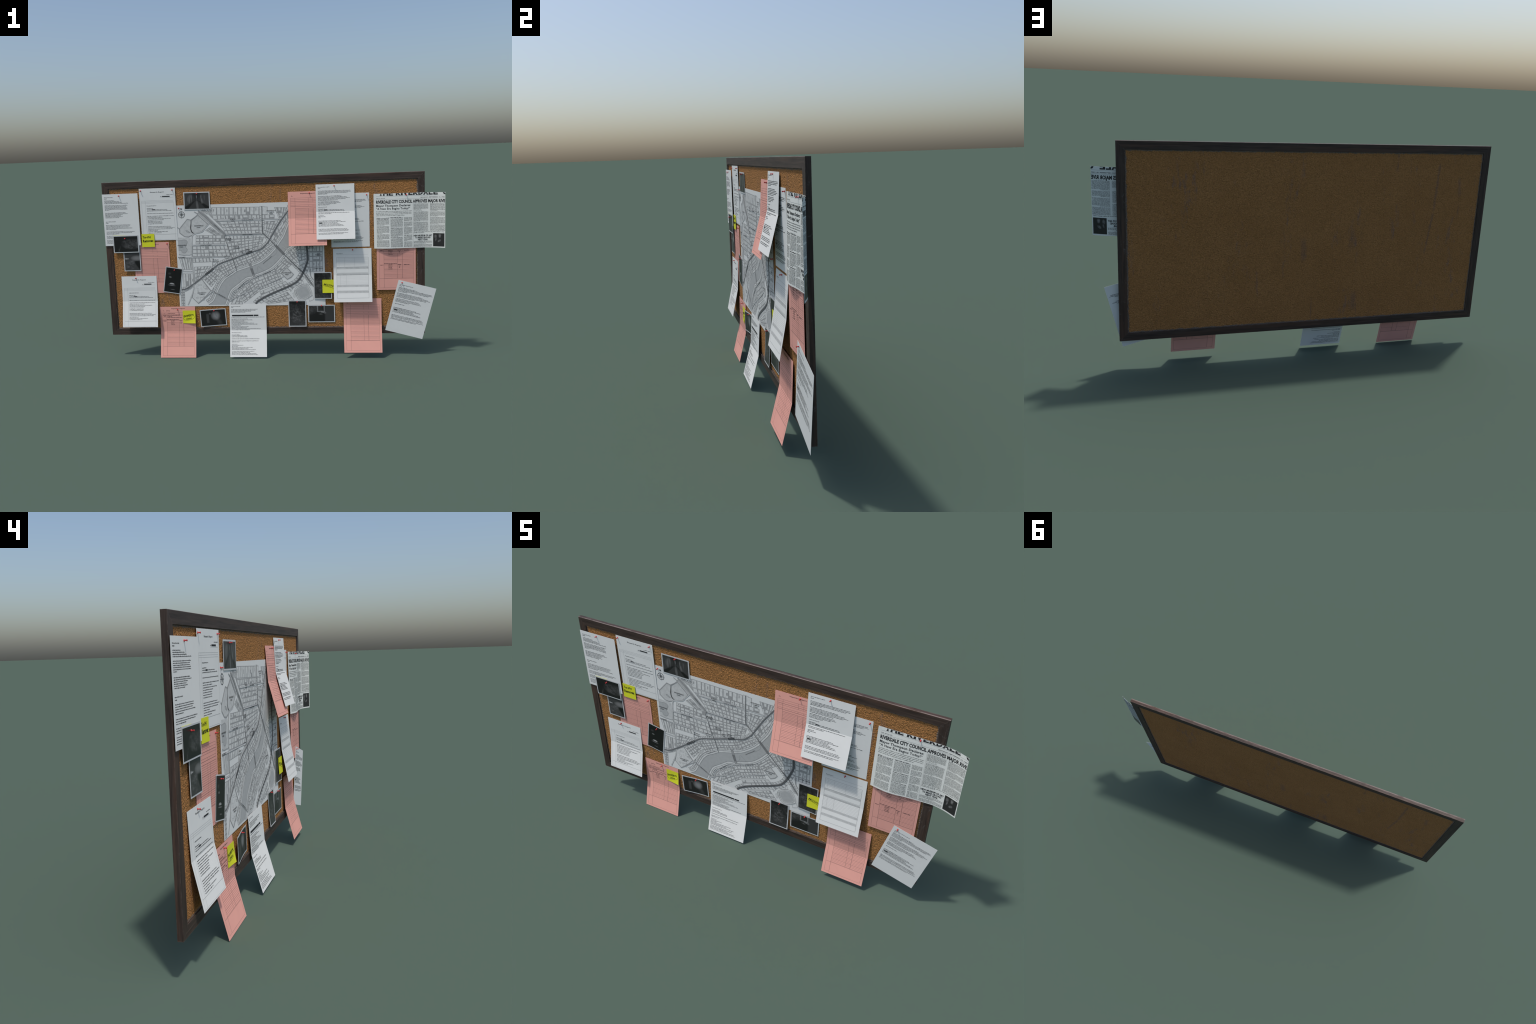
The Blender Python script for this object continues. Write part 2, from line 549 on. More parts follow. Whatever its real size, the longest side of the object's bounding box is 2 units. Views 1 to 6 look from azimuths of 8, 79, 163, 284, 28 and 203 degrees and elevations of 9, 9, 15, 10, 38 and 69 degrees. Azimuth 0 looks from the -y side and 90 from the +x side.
class Print:
    """Printing on a sheet: collects flat shapes per ink, then becomes one child mesh."""
    def __init__(self, sheet, name, level=1, step=0.00018):
        self.s, self.name, self.base, self.step = sheet, name, level, step
        self.v, self.f, self.mi, self.mats = [], [], [], []

    def _mat(self, m):
        if m not in self.mats:
            self.mats.append(m)
        return self.mats.index(m)

    def poly(self, pts, mat, level=0):
        offs = [(self.base + level) * self.step]
        if self.s.both:
            offs.append(-THICK - (self.base + level) * self.step)
        for k, off in enumerate(offs):
            i0 = len(self.v)
            self.v += [self.s.at(u, v, off) for u, v in pts]
            idx = list(range(i0, len(self.v)))
            self.f.append(idx if k == 0 else idx[::-1])
            self.mi.append(self._mat(mat))

    def rect(self, u0, v0, u1, v1, mat, level=0):
        us = self.s.splits(u0, u1, self.s.cuts_u, self.s.cell[0])
        vs = self.s.splits(v0, v1, self.s.cuts_v, self.s.cell[1])
        for a, b in zip(us, us[1:]):
            for c, d in zip(vs, vs[1:]):
                self.poly([(a, c), (a, d), (b, d), (b, c)], mat, level)

    def strip(self, pts, width, mat, level=0, closed=False):
        """A line of given width with mitred joints."""
        n = len(pts)
        L, R = [], []
        for i, p in enumerate(pts):
            a = pts[i - 1] if (i or closed) else p
            b = pts[(i + 1) % n] if (i < n - 1 or closed) else p
            d1 = Vector((p[0] - a[0], p[1] - a[1]))
            d2 = Vector((b[0] - p[0], b[1] - p[1]))
            d1 = d1.normalized() if d1.length else d2.normalized()
            d2 = d2.normalized() if d2.length else d1
            t = (d1 + d2)
            t = t.normalized() if t.length > 1e-6 else d1
            nrm = Vector((-t.y, t.x))
            k = 1 / max(0.4, nrm.dot(Vector((-d1.y, d1.x))))
            o = nrm * (width / 2 * k)
            L.append((p[0] + o.x, p[1] + o.y))
            R.append((p[0] - o.x, p[1] - o.y))
        for i in range(n if closed else n - 1):
            j = (i + 1) % n
            self.poly([L[i], L[j], R[j], R[i]], mat, level)

    def text(self, body, u, v, height, mat, width=None, align="LEFT", bold=0.0, angle=0.0, shear=0.0, level=0, crop_top=None, spacing=1.0):
        """Lettering from the built-in font; v is the baseline, height the capital height."""
        c = bpy.data.curves.new("lettering", "FONT")
        c.body, c.size, c.offset, c.shear, c.space_character = body, 1.0, bold, shear, spacing
        c.resolution_u = 2
        tmp = bpy.data.objects.new("lettering", c)
        COL.objects.link(tmp)
        me = bpy.data.meshes.new_from_object(tmp.evaluated_get(bpy.context.evaluated_depsgraph_get()))
        bpy.data.objects.remove(tmp)
        bpy.data.curves.remove(c)
        if not me.vertices:
            return
        sy = height / 0.686
        x0, x1 = min(p.co.x for p in me.vertices), max(p.co.x for p in me.vertices)
        sx = width / (x1 - x0) if width else sy
        shift = {"LEFT": 0, "CENTER": -(x1 - x0) / 2, "RIGHT": -(x1 - x0)}[align]
        ca, sa = math.cos(angle), math.sin(angle)
        bm = bmesh.new()
        bm.from_mesh(me)
        bpy.data.meshes.remove(me)
        for p in bm.verts:
            a, b = (p.co.x - x0 + shift) * sx, p.co.y * sy
            p.co = (u + a * ca + b * sa, v + a * sa - b * ca, 0)
        if crop_top is not None:
            bmesh.ops.bisect_plane(bm, geom=bm.verts[:] + bm.edges[:] + bm.faces[:], plane_co=(0, crop_top, 0), plane_no=(0, -1, 0), clear_outer=True)
        bmesh.ops.bisect_plane(bm, geom=bm.verts[:] + bm.edges[:] + bm.faces[:], plane_co=(self.s.w - 0.0004, 0, 0), plane_no=(1, 0, 0), clear_outer=True)
        for cut in self.s.cuts_v:
            bmesh.ops.bisect_plane(bm, geom=bm.verts[:] + bm.edges[:] + bm.faces[:], plane_co=(0, cut, 0), plane_no=(0, 1, 0))
        for f in bm.faces:
            self.poly([(p.co.x, p.co.y) for p in f.verts][::-1], mat, level)
        bm.free()

    def typed(self, v, u0, u1, mat, xh=0.0022, letter=0.0016, seed=None):
        """One line of small body type: words as runs of letter-sized strokes."""
        r = rng
        u = u0
        while u < u1:
            n = r.choice((2, 3, 3, 4, 5, 6, 7, 8, 9))
            for _ in range(n):
                w = letter * r.uniform(0.65, 1.0)
                if u + w > u1:
                    return
                up = xh * r.choice((1, 1, 1, 1.45))
                dn = xh * r.choice((0, 0, 0, 0, 0.4))
                self.poly([(u, v - up), (u, v + dn), (u + w, v + dn), (u + w, v - up)], mat)
                u += w + letter * 0.16
            u += letter * 0.9

    def finish(self, kind=None, parent=None):
        if not self.f:
            return
        me = mesh_of(self.name, self.v, self.f)
        for m in self.mats:
            me.materials.append(m)
        me.polygons.foreach_set("material_index", self.mi)
        return add(self.name, me, [], parent=parent or self.s.ob, kind=kind)


A4W, A4H = 0.2205, 0.3125


# ---- document layouts, in fractions of the sheet -------------------------------------------------
def memo(sheet, rows, bars=(), ink=None):
    """rows: (v, u0, u1); bars: (v0, v1, u0, u1) blacked-out passages."""
    p = Print(sheet, "typed_text")
    w, h = sheet.w, sheet.h
    for v, a, b in rows:
        p.typed(v * h, a * w, b * w, ink or TEXT_INK)
    p.finish("stuff")
    if bars:
        q = Print(sheet, "redaction_bar", 2)
        for v0, v1, a, b in bars:
            q.rect(a * w, v0 * h, b * w, v1 * h, INK)
        q.finish()


def para(v, widths, u0=0.055, pitch=0.0185):
    return [(v + i * pitch, u0, w) for i, w in enumerate(widths)]


MEMO_A = ([(0.055, 0.055, 0.36), (0.080, 0.055, 0.12)] + para(0.125, (0.90, 0.92, 0.82, 0.30))
          + para(0.222, (0.66, 0.80, 0.88, 0.78, 0.57)) + para(0.325, (0.60, 0.64, 0.53, 0.36)) + [(0.420, 0.055, 0.28)]
          + para(0.455, (0.22, 0.72, 0.74)) + para(0.525, (0.86, 0.40)) + para(0.578, (0.20, 0.24, 0.12))
          + para(0.672, (0.64, 0.76, 0.55, 0.60, 0.70, 0.72)) + para(0.818, (0.80, 0.84, 0.82))
          + para(0.890, (0.82, 0.70)))
MEMO_A_BARS = [(0.461, 0.478, 0.205, 0.290), (0.697, 0.716, 0.075, 0.150)]
MEMO_TILTED = ([(0.085, 0.06, 0.42), (0.108, 0.06, 0.13)] + para(0.138, (0.55, 0.94, 0.96, 0.86, 0.3))
               + para(0.246, (0.72, 0.86, 0.94, 0.84, 0.55)) + para(0.355, (0.66, 0.70, 0.74, 0.42)) + [(0.455, 0.06, 0.32)]
               + para(0.530, (0.66, 0.78, 0.60, 0.62, 0.74, 0.80), pitch=0.0175) + para(0.675, (0.86, 0.90, 0.90))
               + para(0.738, (0.92, 0.74)))
MEMO_LEFT = ([(0.068, 0.055, 0.30), (0.092, 0.055, 0.13)] + para(0.128, (0.34, 0.48, 0.56, 0.72))
             + para(0.222, (0.70, 0.66, 0.66, 0.69, 0.69, 0.18)) + para(0.365, (0.64, 0.70, 0.56, 0.50, 0.54, 0.44))
             + [(0.535, 0.055, 0.34), (0.560, 0.055, 0.14)] + para(0.600, (0.75, 0.73, 0.70, 0.80, 0.34), pitch=0.021)
             + para(0.730, (0.86, 0.78, 0.42), pitch=0.021) + para(0.812, (0.70, 0.60, 0.30), pitch=0.021)
             + para(0.890, (0.40, 0.42, 0.40, 0.38), pitch=0.0205))
MEMO_LONG = ([(0.045, 0.045, 0.31), (0.066, 0.045, 0.12)] + para(0.100, (0.78, 0.72, 0.60, 0.44), 0.045)
             + [(0.253, 0.045, 0.95)] + para(0.288, (0.50, 0.62, 0.40, 0.50, 0.66, 0.76, 0.30), 0.045, 0.0205)
             + para(0.440, (0.52, 0.46, 0.84, 0.54), 0.045, 0.0205) + [(0.555, 0.045, 0.32)]
             + para(0.595, (0.26, 0.48, 0.48), 0.045) + [(0.668, 0.045, 0.80)] + para(0.707, (0.78, 0.26), 0.045)
             + para(0.765, (0.20, 0.36, 0.22, 0.62, 0.50, 0.70), 0.045, 0.0205)
             + para(0.898, (0.66, 0.54, 0.72, 0.76), 0.045, 0.0205))


def research_report(sheet):
    w, h = sheet.w, sheet.h
    t = Print(sheet, "report_heading")
    t.text("Research Report", 0.5 * w, 0.083 * h, 0.0062, TEXT_INK, width=0.385 * w, align="CENTER", bold=0.018)
    t.finish()
    g = Print(sheet, "report_form_rules")
    for v in (0.235, 0.257, 0.279):
        g.rect(0.055 * w, v * h - 0.0004, 0.945 * w, v * h + 0.0004, FAINT_INK)
    for u, v0, v1 in ((0.055, 0.235, 0.985), (0.155, 0.235, 0.985), (0.945, 0.279, 0.985)):
        g.rect(u * w - 0.0004, v0 * h, u * w + 0.0004, v1 * h, FAINT_INK)
    g.rect(0.055 * w, 0.883 * h - 0.0005, 0.965 * w, 0.883 * h + 0.0005, RULE_INK)
    g.rect(0.055 * w, 0.985 * h - 0.0004, 0.945 * w, 0.985 * h + 0.0004, FAINT_INK)
    g.rect(0.575 * w, 0.178 * h - 0.0004, 0.95 * w, 0.178 * h + 0.0004, FAINT_INK)
    g.finish("stuff")
    rows = ([(0.132, 0.75, 0.94), (0.166, 0.585, 0.62), (0.337, 0.19, 0.46), (0.388, 0.19, 0.37), (0.410, 0.19, 0.76),
             (0.433, 0.19, 0.87), (0.484, 0.19, 0.92), (0.534, 0.19, 0.93)]
            + [(0.558 + 0.0248 * i, 0.19, e) for i, e in enumerate((0.62, 0.84, 0.65, 0.60, 0.60, 0.60))]
            + [(0.735 + 0.0248 * i, 0.19, e) for i, e in enumerate((0.84, 0.94, 0.88, 0.46, 0.73, 0.56))])
    memo(sheet, rows, [(0.151, 0.170, 0.635, 0.845), (0.398, 0.414, 0.33, 0.415)])


def inspection_report(sheet, numbered=False, filled=False):
    w, h = sheet.w, sheet.h
    t = Print(sheet, "form_heading")
    t.text("Inspection Report", 0.52 * w, 0.046 * h, 0.0058, PINK_TEXT, width=0.385 * w, align="CENTER", bold=0.02)
    t.text("No.", 0.085 * w, 0.088 * h, 0.0045, PINK_TEXT, bold=0.015)
    t.finish()
    g = Print(sheet, "form_table_rules")
    L, R = 0.065 * w, 0.945 * w

    def hor(v, a, b, mat=PINK_RULE, t=0.0011):
        g.rect(a, v * h - t / 2, b, v * h + t / 2, mat)

    def ver(u, v0, v1, mat=PINK_RULE, t=0.0011):
        g.rect(u * w - t / 2, v0 * h, u * w + t / 2, v1 * h, mat)
    for i, v in enumerate((0.120, 0.152, 0.183, 0.210, 0.250, 0.278)):
        hor(v, L, R, PINK_RULE if i in (2, 5) else PINK_FAINT, 0.0015 if i in (2, 5) else 0.0011)
    for i in range(21):
        v = 0.312 + i * 0.0232
        dark = i in (0, 5, 9, 13, 17)
        hor(v, 0.185 * w, R, PINK_RULE if dark else PINK_FAINT, 0.0014 if dark else 0.0011)
    hor(0.785, L, R)
    hor(0.962, L, R, PINK_FAINT)
    ver(0.065, 0.12, 0.962, PINK_FAINT)
    ver(0.945, 0.12, 0.962, PINK_FAINT)
    ver(0.185, 0.12, 0.962)
    for u in (0.535, 0.655):
        ver(u, 0.12, 0.21, PINK_FAINT)
        ver(u, 0.25, 0.278, PINK_FAINT)
        ver(u, 0.312, 0.785, PINK_RULE, 0.0015 if u > 0.6 else 0.0011)
    g.finish("stuff")
    rows = []
    if numbered:
        rows += [(0.087, 0.17, 0.29)]
    if filled:
        for v in filled:
            rows += [(v, 0.19, 0.52), (v + 0.028, 0.30, 0.41), (v + 0.028, 0.545, 0.62), (v + 0.028, 0.70, 0.84), (v + 0.052, 0.30, 0.41),
                     (v + 0.078, 0.30, 0.40), (v + 0.104, 0.30, 0.41), (v + 0.055, 0.57, 0.60), (v + 0.080, 0.57, 0.60), (v + 0.030, 0.09, 0.17)]
    if numbered:
        rows += [(0.146, 0.10, 0.17), (0.174, 0.09, 0.17), (0.202, 0.11, 0.17), (0.143, 0.21, 0.44), (0.172, 0.20, 0.56), (0.200, 0.21, 0.34),
                 (0.226, 0.20, 0.62)]
    if rows:
        p = Print(sheet, "typed_text", 2)
        for v, a, b in rows:
            p.typed(v * h, a * w, b * w, PINK_TEXT, xh=0.0024)
        p.finish("stuff")


def daily_form(sheet):
    w, h = sheet.w, sheet.h
    t = Print(sheet, "form_heading")
    t.text("Daily Report", 0.085 * w, 0.100 * h, 0.0042, TEXT_INK, width=0.165 * w, bold=0.015)
    t.finish()
    g = Print(sheet, "form_table_rules")
    L, R = 0.085 * w, 0.915 * w

    def box(v0, v1, cols=(), lines=0, band=None):
        if band:
            g.rect(L, band[0] * h, R, band[1] * h, BAND_INK)
        for v in (v0, v1):
            g.rect(L, v * h - 0.0004, R, v * h + 0.0004, RULE_INK, 1)
        for u in (0.085, 0.915):
            g.rect(u * w - 0.0004, v0 * h, u * w + 0.0004, v1 * h, RULE_INK, 1)
        for u in cols:
            g.rect(u * w - 0.0003, v0 * h, u * w + 0.0003, v1 * h, FAINT_INK, 1)
        for i in range(1, lines + 1):
            v = v0 + (v1 - v0) * i / (lines + 1)
            g.rect(L, v * h - 0.0003, R, v * h + 0.0003, FAINT_INK, 1)
    g.rect(L, 0.112 * h, R, 0.1145 * h, FAINT_INK)
    box(0.168, 0.345, (0.15, 0.30, 0.56), 6)
    box(0.352, 0.460, band=(0.352, 0.385))
    box(0.475, 0.500, band=(0.476, 0.499))
    box(0.500, 0.680, (0.18, 0.34), 7)
    box(0.690, 0.790, band=(0.690, 0.720))
    box(0.800, 0.925, band=(0.800, 0.832))
    g.finish("stuff")


# ---- the papers on the board ----------------------------------------------------------------------
s = Sheet("memo_sheet", -1.0000, 1.0058, A4W, A4H, 0.0112, PAPER[0])
memo(s, MEMO_LEFT)
s = Sheet("report_sheet", -0.7711, 1.0319, A4W, A4H, 0.0165, PAPER[1], curve=lambda u, v: 0.0163 + 0.0026 * v / A4H, grid=(1, 2))
research_report(s)
s = Sheet("inspection_sheet", -0.8285, 0.7080, A4W, 0.3120, 0.0197, PINK[0])
inspection_report(s)
s = Sheet("report_sheet", -0.9183, 0.5020, A4W, 0.3096, 0.0188, PAPER[2], fold=(0.0122, -0.0220))
research_report(s)
s = Sheet("inspection_sheet", -0.6905, 0.3088, A4W, 0.3088, 0.0190, PINK[1], fold=(0.0142, -0.0248), both_sides=True)
inspection_report(s, numbered=True, filled=(0.262,))
s = Sheet("memo_sheet", -0.2578, 0.3194, 0.2225, 0.3122, 0.0160, PAPER[0], fold=(0.0058, -0.0366), both_sides=True)
memo(s, MEMO_LONG, [(0.203, 0.231, 0.065, 0.648), (0.203, 0.229, 0.660, 0.785)])
s = Sheet("inspection_sheet", 0.1174, 0.9838, A4W, 0.3102, 0.0186, PINK[1], fold=(0.0082, -0.0332))
inspection_report(s)
s = Sheet("memo_sheet", 0.2793, 1.0203, A4W, 0.3130, 0.0176, PAPER[1], fold=(0.0092, -0.0330))
memo(s, MEMO_A, MEMO_A_BARS)
s = Sheet("memo_sheet", 0.3622, 0.9648, A4W, A4H, 0.0213, PAPER[2])
memo(s, MEMO_A, MEMO_A_BARS)
s = Sheet("daily_form_sheet", 0.3708, 0.6436, A4W, 0.3100, 0.0208, PAPER[2], fold=(0.0085, -0.0215))
daily_form(s)
s = Sheet("inspection_sheet", 0.6210, 0.7090, A4W, A4H, 0.0138, PINK[0])
inspection_report(s, numbered=False, filled=(0.235, 0.505))
s = Sheet("inspection_sheet", 0.4243, 0.3462, A4W, 0.3142, 0.0172, PINK[0], fold=(0.0090, -0.0328), both_sides=True)
inspection_report(s)
s = Sheet("memo_sheet", 0.7444, 0.4551, 0.2200, 0.3105, 0.0128, PAPER[1], angle=math.radians(14.8),
          curve=lambda u, v: 0.0128 + 0.0028 * v / 0.3105, grid=(1, 2), both_sides=True)
memo(s, MEMO_TILTED, [(0.556, 0.575, 0.085, 0.165)])

# ---- newspaper clipping ----------------------------------------------------------------------------
NEWS_W, NEWS_H = 0.3925, 0.3142
news_top = spline([(0, 0.0188), (0.10, 0.0182), (0.19, 0.0176), (0.247, 0.0155), (0.297, 0.0112), (0.346, -0.0010), (0.3925, -0.0216)])
news_foot = spline([(0, 0.0105), (0.027, 0.0050), (0.06, -0.0008), (0.09, -0.0028), (0.128, -0.0005), (0.168, 0.0052), (0.20, 0.0081),
                    (0.236, 0.0100), (0.27, 0.0120), (0.29, 0.0118), (0.333, 0.0026), (0.363, -0.0086), (0.3925, -0.0218)])
news = Sheet("newspaper_clipping", 0.6074, 0.9556, NEWS_W, NEWS_H, 0.0188, NEWS,
             curve=lambda u, v: news_top(u) * (1 - v / NEWS_H) + news_foot(u) * v / NEWS_H, grid=(40, 8), both_sides=True)
W, H = NEWS_W, NEWS_H
p = Print(news, "newspaper_headline", 2)
# masthead, cut through by the torn top edge: feet of the capitals with slab serifs
for ch, a, b in (("T", 0.080, 0.130), ("H", 0.137, 0.208), ("E", 0.215, 0.280), ("R", 0.318, 0.385), ("I", 0.390, 0.415), ("V", 0.420, 0.485),
                 ("E", 0.495, 0.555), ("R", 0.562, 0.630), ("D", 0.636, 0.700), ("A", 0.705, 0.772), ("L", 0.778, 0.835), ("E", 0.842, 0.902),
                 ("G", 0.965, 1.04)):
    base = 0.036 * H
    p.text(ch, a * W, base, 0.024, INK, width=(b - a) * W, bold=0.045, crop_top=0.0004)
    if ch in "HRA":
        feet = ((a - 0.004, a + 0.024), (b - 0.024, b + 0.004))
    elif ch in "TI":
        m = (a + b) / 2
        feet = ((m - 0.017, m + 0.017),)
    else:
        feet = ()
    for f0, f1 in feet:
        p.rect(f0 * W, base - 0.0016, f1 * W, base + 0.0003, INK, 1)
p.text("RIVERDALE CITY COUNCIL APPROVES MAJOR RIVE", 0.036 * W, 0.178 * H, 0.0165, INK, width=0.961 * W, bold=0.042)
p.text("Mayor Thompson Declares:", 0.036 * W, 0.238 * H, 0.0112, INK, width=0.492 * W, bold=0.025, spacing=1.05)
p.text("\u201cA New Era Begins Today!\u201d", 0.036 * W, 0.292 * H, 0.0112, INK, width=0.482 * W, bold=0.022, spacing=1.08)
for i, (txt, wd) in enumerate((("NEW MUSEUM OF ART", 0.260), ("TO BREAK GROUND", 0.215), ("NEXT YEAR", 0.140))):
    p.text(txt, 0.697 * W, (0.792 + 0.037 * i) * H, 0.0085, INK, width=wd * W, align="CENTER", bold=0.04)
p.text("VOL. III", 0.036 * W, 0.092 * H, 0.0040, TEXT_INK, width=0.060 * W, bold=0.02)
p.text("NO. 259", 0.106 * W, 0.092 * H, 0.0040, TEXT_INK, width=0.056 * W, bold=0.02)
p.text("MONDAY, SEPTEMBER 18, 1989", 0.668 * W, 0.092 * H, 0.0042, TEXT_INK, width=0.325 * W, bold=0.02)
p.finish()
p = Print(news, "newspaper_rules")
for v in (0.052, 0.106):
    p.rect(0.036 * W, v * H - 0.0004, 0.998 * W, v * H + 0.0004, RULE_INK)
p.rect(0.559 * W, 0.19 * H, 0.561 * W, 0.99 * H, FAINT_INK)
p.rect(0.20 * W, 0.428 * H, 0.38 * W, 0.431 * H, FAINT_INK)
p.finish()
p = Print(news, "newspaper_columns")


def column(u0, u1, v0, v1, pitch=0.0128, heads=(), breaks=()):
    v = v0
    k = 0
    while v < v1:
        if k in heads:
            p.typed(v * H, u0 * W, u1 * W, INK, xh=0.0026, letter=0.0021)
            v += pitch * 1.35
        elif k in breaks:
            p.typed(v * H, u0 * W, (u0 + (u1 - u0) * rng.uniform(0.4, 0.7)) * W, NEWS_INK, xh=0.0019, letter=0.0017)
            v += pitch * 1.7
        else:
            p.typed(v * H, u0 * W, u1 * W, NEWS_INK, xh=0.0019, letter=0.0017)
            v += pitch
        k += 1


for i, e in enumerate((0.545, 0.545, 0.545, 0.44)):
    p.typed((0.330 + 0.025 * i) * H, 0.036 * W, e * W, NEWS_INK, xh=0.0026, letter=0.0022)
column(0.040, 0.220, 0.450, 0.985, heads=(0, 1), breaks=(9, 20, 28))
column(0.238, 0.415, 0.445, 0.985, heads=(0, 14, 26), breaks=(13, 25))
column(0.430, 0.550, 0.445, 0.985, breaks=(5, 12, 22, 31))
column(0.568, 0.775, 0.205, 0.700, breaks=(8, 9, 23))
column(0.797, 0.996, 0.205, 0.700, breaks=(10, 17, 27))
for i in range(2):
    p.typed((0.716 + 0.017 * i) * H, 0.568 * W, (0.99, 0.72)[i] * W, NEWS_INK, xh=0.0026, letter=0.0022)
column(0.568, 0.828, 0.885, 0.988, breaks=(3,))
p.finish("stuff")


def picture(sheet, u0, v0, u1, v1, mat, nu=1, nv=1, level=2):
    q = Print(sheet, "picture", level)
    for i in range(nu):
        for j in range(nv):
            a, b = u0 + (u1 - u0) * i / nu, u0 + (u1 - u0) * (i + 1) / nu
            c, d = v0 + (v1 - v0) * j / nv, v0 + (v1 - v0) * (j + 1) / nv
            q.poly([(a, c), (a, d), (b, d), (b, c)], mat)
    ob = q.finish()
    if sheet.smooth:
        ob.data.polygons.foreach_set("use_smooth", [True] * len(ob.data.polygons))
    return ob


picture(news, 0.840 * W, 0.738 * H, 0.990 * W, 0.978 * H, PICTURES["portrait"], 8, 3)

# ---- photographs -----------------------------------------------------------------------------------
PL, PS, RIM = 0.1585, 0.1055, 0.0054


def photo(x, z, y, kind, upright=False, angle=0.0, curve=None, rim=RIM):
    w, h = (PS, PL) if upright else (PL, PS)
    sh = Sheet("photograph", x, z, w, h, y, PHOTO_PAPER, angle=math.radians(angle), curve=curve, grid=(10, 10) if curve else (1, 1))
    n = 10 if curve else 1
    picture(sh, rim, rim, w - rim, h - rim, PICTURES[kind], n, n)
    return sh


def corner_curl(y, w, h, foot=0.0, left=0.0, right=0.0, low_right=0.0):
    def f(u, v):
        a, b = u / w, v / h
        return (y - foot * b**2.2 - left * (1 - a)**2 - right * a**2 - low_right * max(0.0, a + b - 1.0)**1.6)
    return f


photo(-0.5020, 1.0025, 0.0178, "tunnel", angle=0.4, rim=0.0062)
photo(-0.9510, 0.7545, 0.0098, "ruin", angle=-0.3)
photo(-0.8935, 0.6935, 0.0142, "passage", True, curve=corner_curl(0.0145, PS, PL, foot=0.0012))
photo(-0.6353, 0.5600, 0.0175, "night", True, angle=9.3, rim=0.0045)
warped = spline([(0, 0.0085), (0.03, 0.0106), (0.07, 0.0152), (0.11, 0.0180), (PL, 0.0188)])
photo(-0.4409, 0.2880, 0.0085, "smoke", angle=-2.9,
      curve=lambda u, v: warped(u))
photo(0.0985, 0.3395, 0.0174, "brush", True, curve=corner_curl(0.0174, PS, PL, foot=0.0082))
photo(0.2152, 0.3098, 0.0184, "cabinet")
photo(0.2532, 0.5070, 0.0152, "foliage", True, curve=corner_curl(0.0156, PS, PL, low_right=0.006), rim=0.0045)

# ---- sticky notes ----------------------------------------------------------------------------------
NOTE = 0.0788


def note(x, z, y, curve=None, angle=0.0):
    return Sheet("sticky_note", x, z, NOTE, NOTE, y, YELLOW, angle=math.radians(angle), curve=curve, grid=(12, 12) if curve else (1, 1))


note(-0.9478, 0.7556, 0.0105)
n1 = note(-0.7728, 0.7600, 0.0152, corner_curl(0.0156, NOTE, NOTE, foot=0.0012))
p = Print(n1, "handwriting", 2)
p.text("Tor-PH", 0.006, 0.026, 0.0125, MARKER, width=0.050, bold=0.025, shear=0.15)
p.text("Remover", 0.006, 0.050, 0.0150, MARKER, width=0.066, bold=0.035, shear=0.1, angle=-0.03)
p.strip([(0.066, 0.0478), (0.0775, 0.0472)], 0.0009, MARKER)
p.finish()
n2 = note(-0.5478, 0.2848, 0.0135, corner_curl(0.0150, NOTE, NOTE, foot=0.0012, low_right=0.0075))
p = Print(n2, "handwriting", 2)
p.text("PROPERTY", 0.0040, 0.0420, 0.0110, MARKER, width=0.066, bold=0.025, shear=0.2, angle=-0.13)
p.text("Union", 0.022, 0.0580, 0.0110, MARKER, width=0.034, bold=0.022, shear=0.3, angle=-0.20)
loop = [(0.038 + 0.0335 * math.cos(t) + 0.003 * math.sin(2 * t), 0.0425 + 0.0165 * math.sin(t) - 0.19 * 0.030 * math.cos(t))
        for t in [math.radians(10 * k - 30) for k in range(37)]]
p.strip(loop, 0.0013, MARKER)
p.finish()
n3 = note(0.3042, 0.4627, 0.0118, (lambda u, v: 0.0122 - 0.0036 * (v / NOTE)**2))
p = Print(n3, "handwriting", 2)
p.text("MISSING", 0.0065, 0.0320, 0.0115, MARKER, width=0.070, bold=0.016, shear=0.2, angle=0.21, spacing=1.1)
p.strip([(0.0070, 0.0350), (0.030, 0.0405), (0.052, 0.0470), (0.066, 0.0520)], 0.0016, MARKER)
p.finish()

# ---- city map --------------------------------------------------------------------------------------
# all map features in millimetres right of and below the sheet's top left corner
MAP_W, MAP_H = 0.8830, 0.6150
city = Sheet("city_map", -0.5630, 0.9250, MAP_W, MAP_H, 0.0199, MAP_PAPER)
NORTH_BANK = [(709, 22), (696, 97), (678, 137), (653, 197), (620, 245), (597, 278), (563, 312), (511, 351), (481, 365), (439, 380), (404, 391),
              (365, 404), (335, 423), (295, 448), (272, 472), (260, 490), (234, 539), (212, 582), (192, 598), (179, 606)]
SOUTH_BANK = [(765, 24), (751, 113), (730, 191), (697, 251), (670, 268), (655, 285), (635, 313), (600, 352), (560, 386), (511, 409), (472, 423),
              (456, 433), (417, 441), (397, 454), (361, 482), (321, 513), (300, 552), (291, 577), (278, 606)]
HIGHWAY = [(17, 510), (47, 505), (100, 472), (170, 420), (219, 384), (259, 356), (338, 329), (424, 298), (458, 289), (512, 271), (552, 236),
           (564, 217), (624, 121), (675, 55), (698, 26)]
RAILWAY = [(466, 605), (474, 595), (493, 580), (551, 549), (617, 521), (687, 491), (725, 465), (753, 423), (773, 378), (784, 345), (784, 302),
           (781, 263), (782, 189), (779, 32)]
CROSSROAD = [(526, 19), (524, 163), (531, 183), (567, 220), (597, 255), (645, 306), (701, 364), (730, 395), (767, 434), (808, 492)]
MAIN_STREET = [(361, 404), (351, 366), (340, 331), (328, 300), (311, 245), (298, 203), (300, 190), (310, 183), (410, 183), (531, 183)]
DIAGONAL = [(145, 35), (189, 72), (240, 125), (303, 182)]
NORTH_AVENUE = [(249, 98), (337, 97), (448, 97), (571, 97), (644, 97)]
SECOND_AVENUE = [(98, 241), (300, 241)]
WEST_ROAD = [(210, 109), (179, 141), (161, 161), (118, 172), (100, 192), (94, 287), (92, 360), (96, 419), (96, 478), (85, 529), (51, 606)]
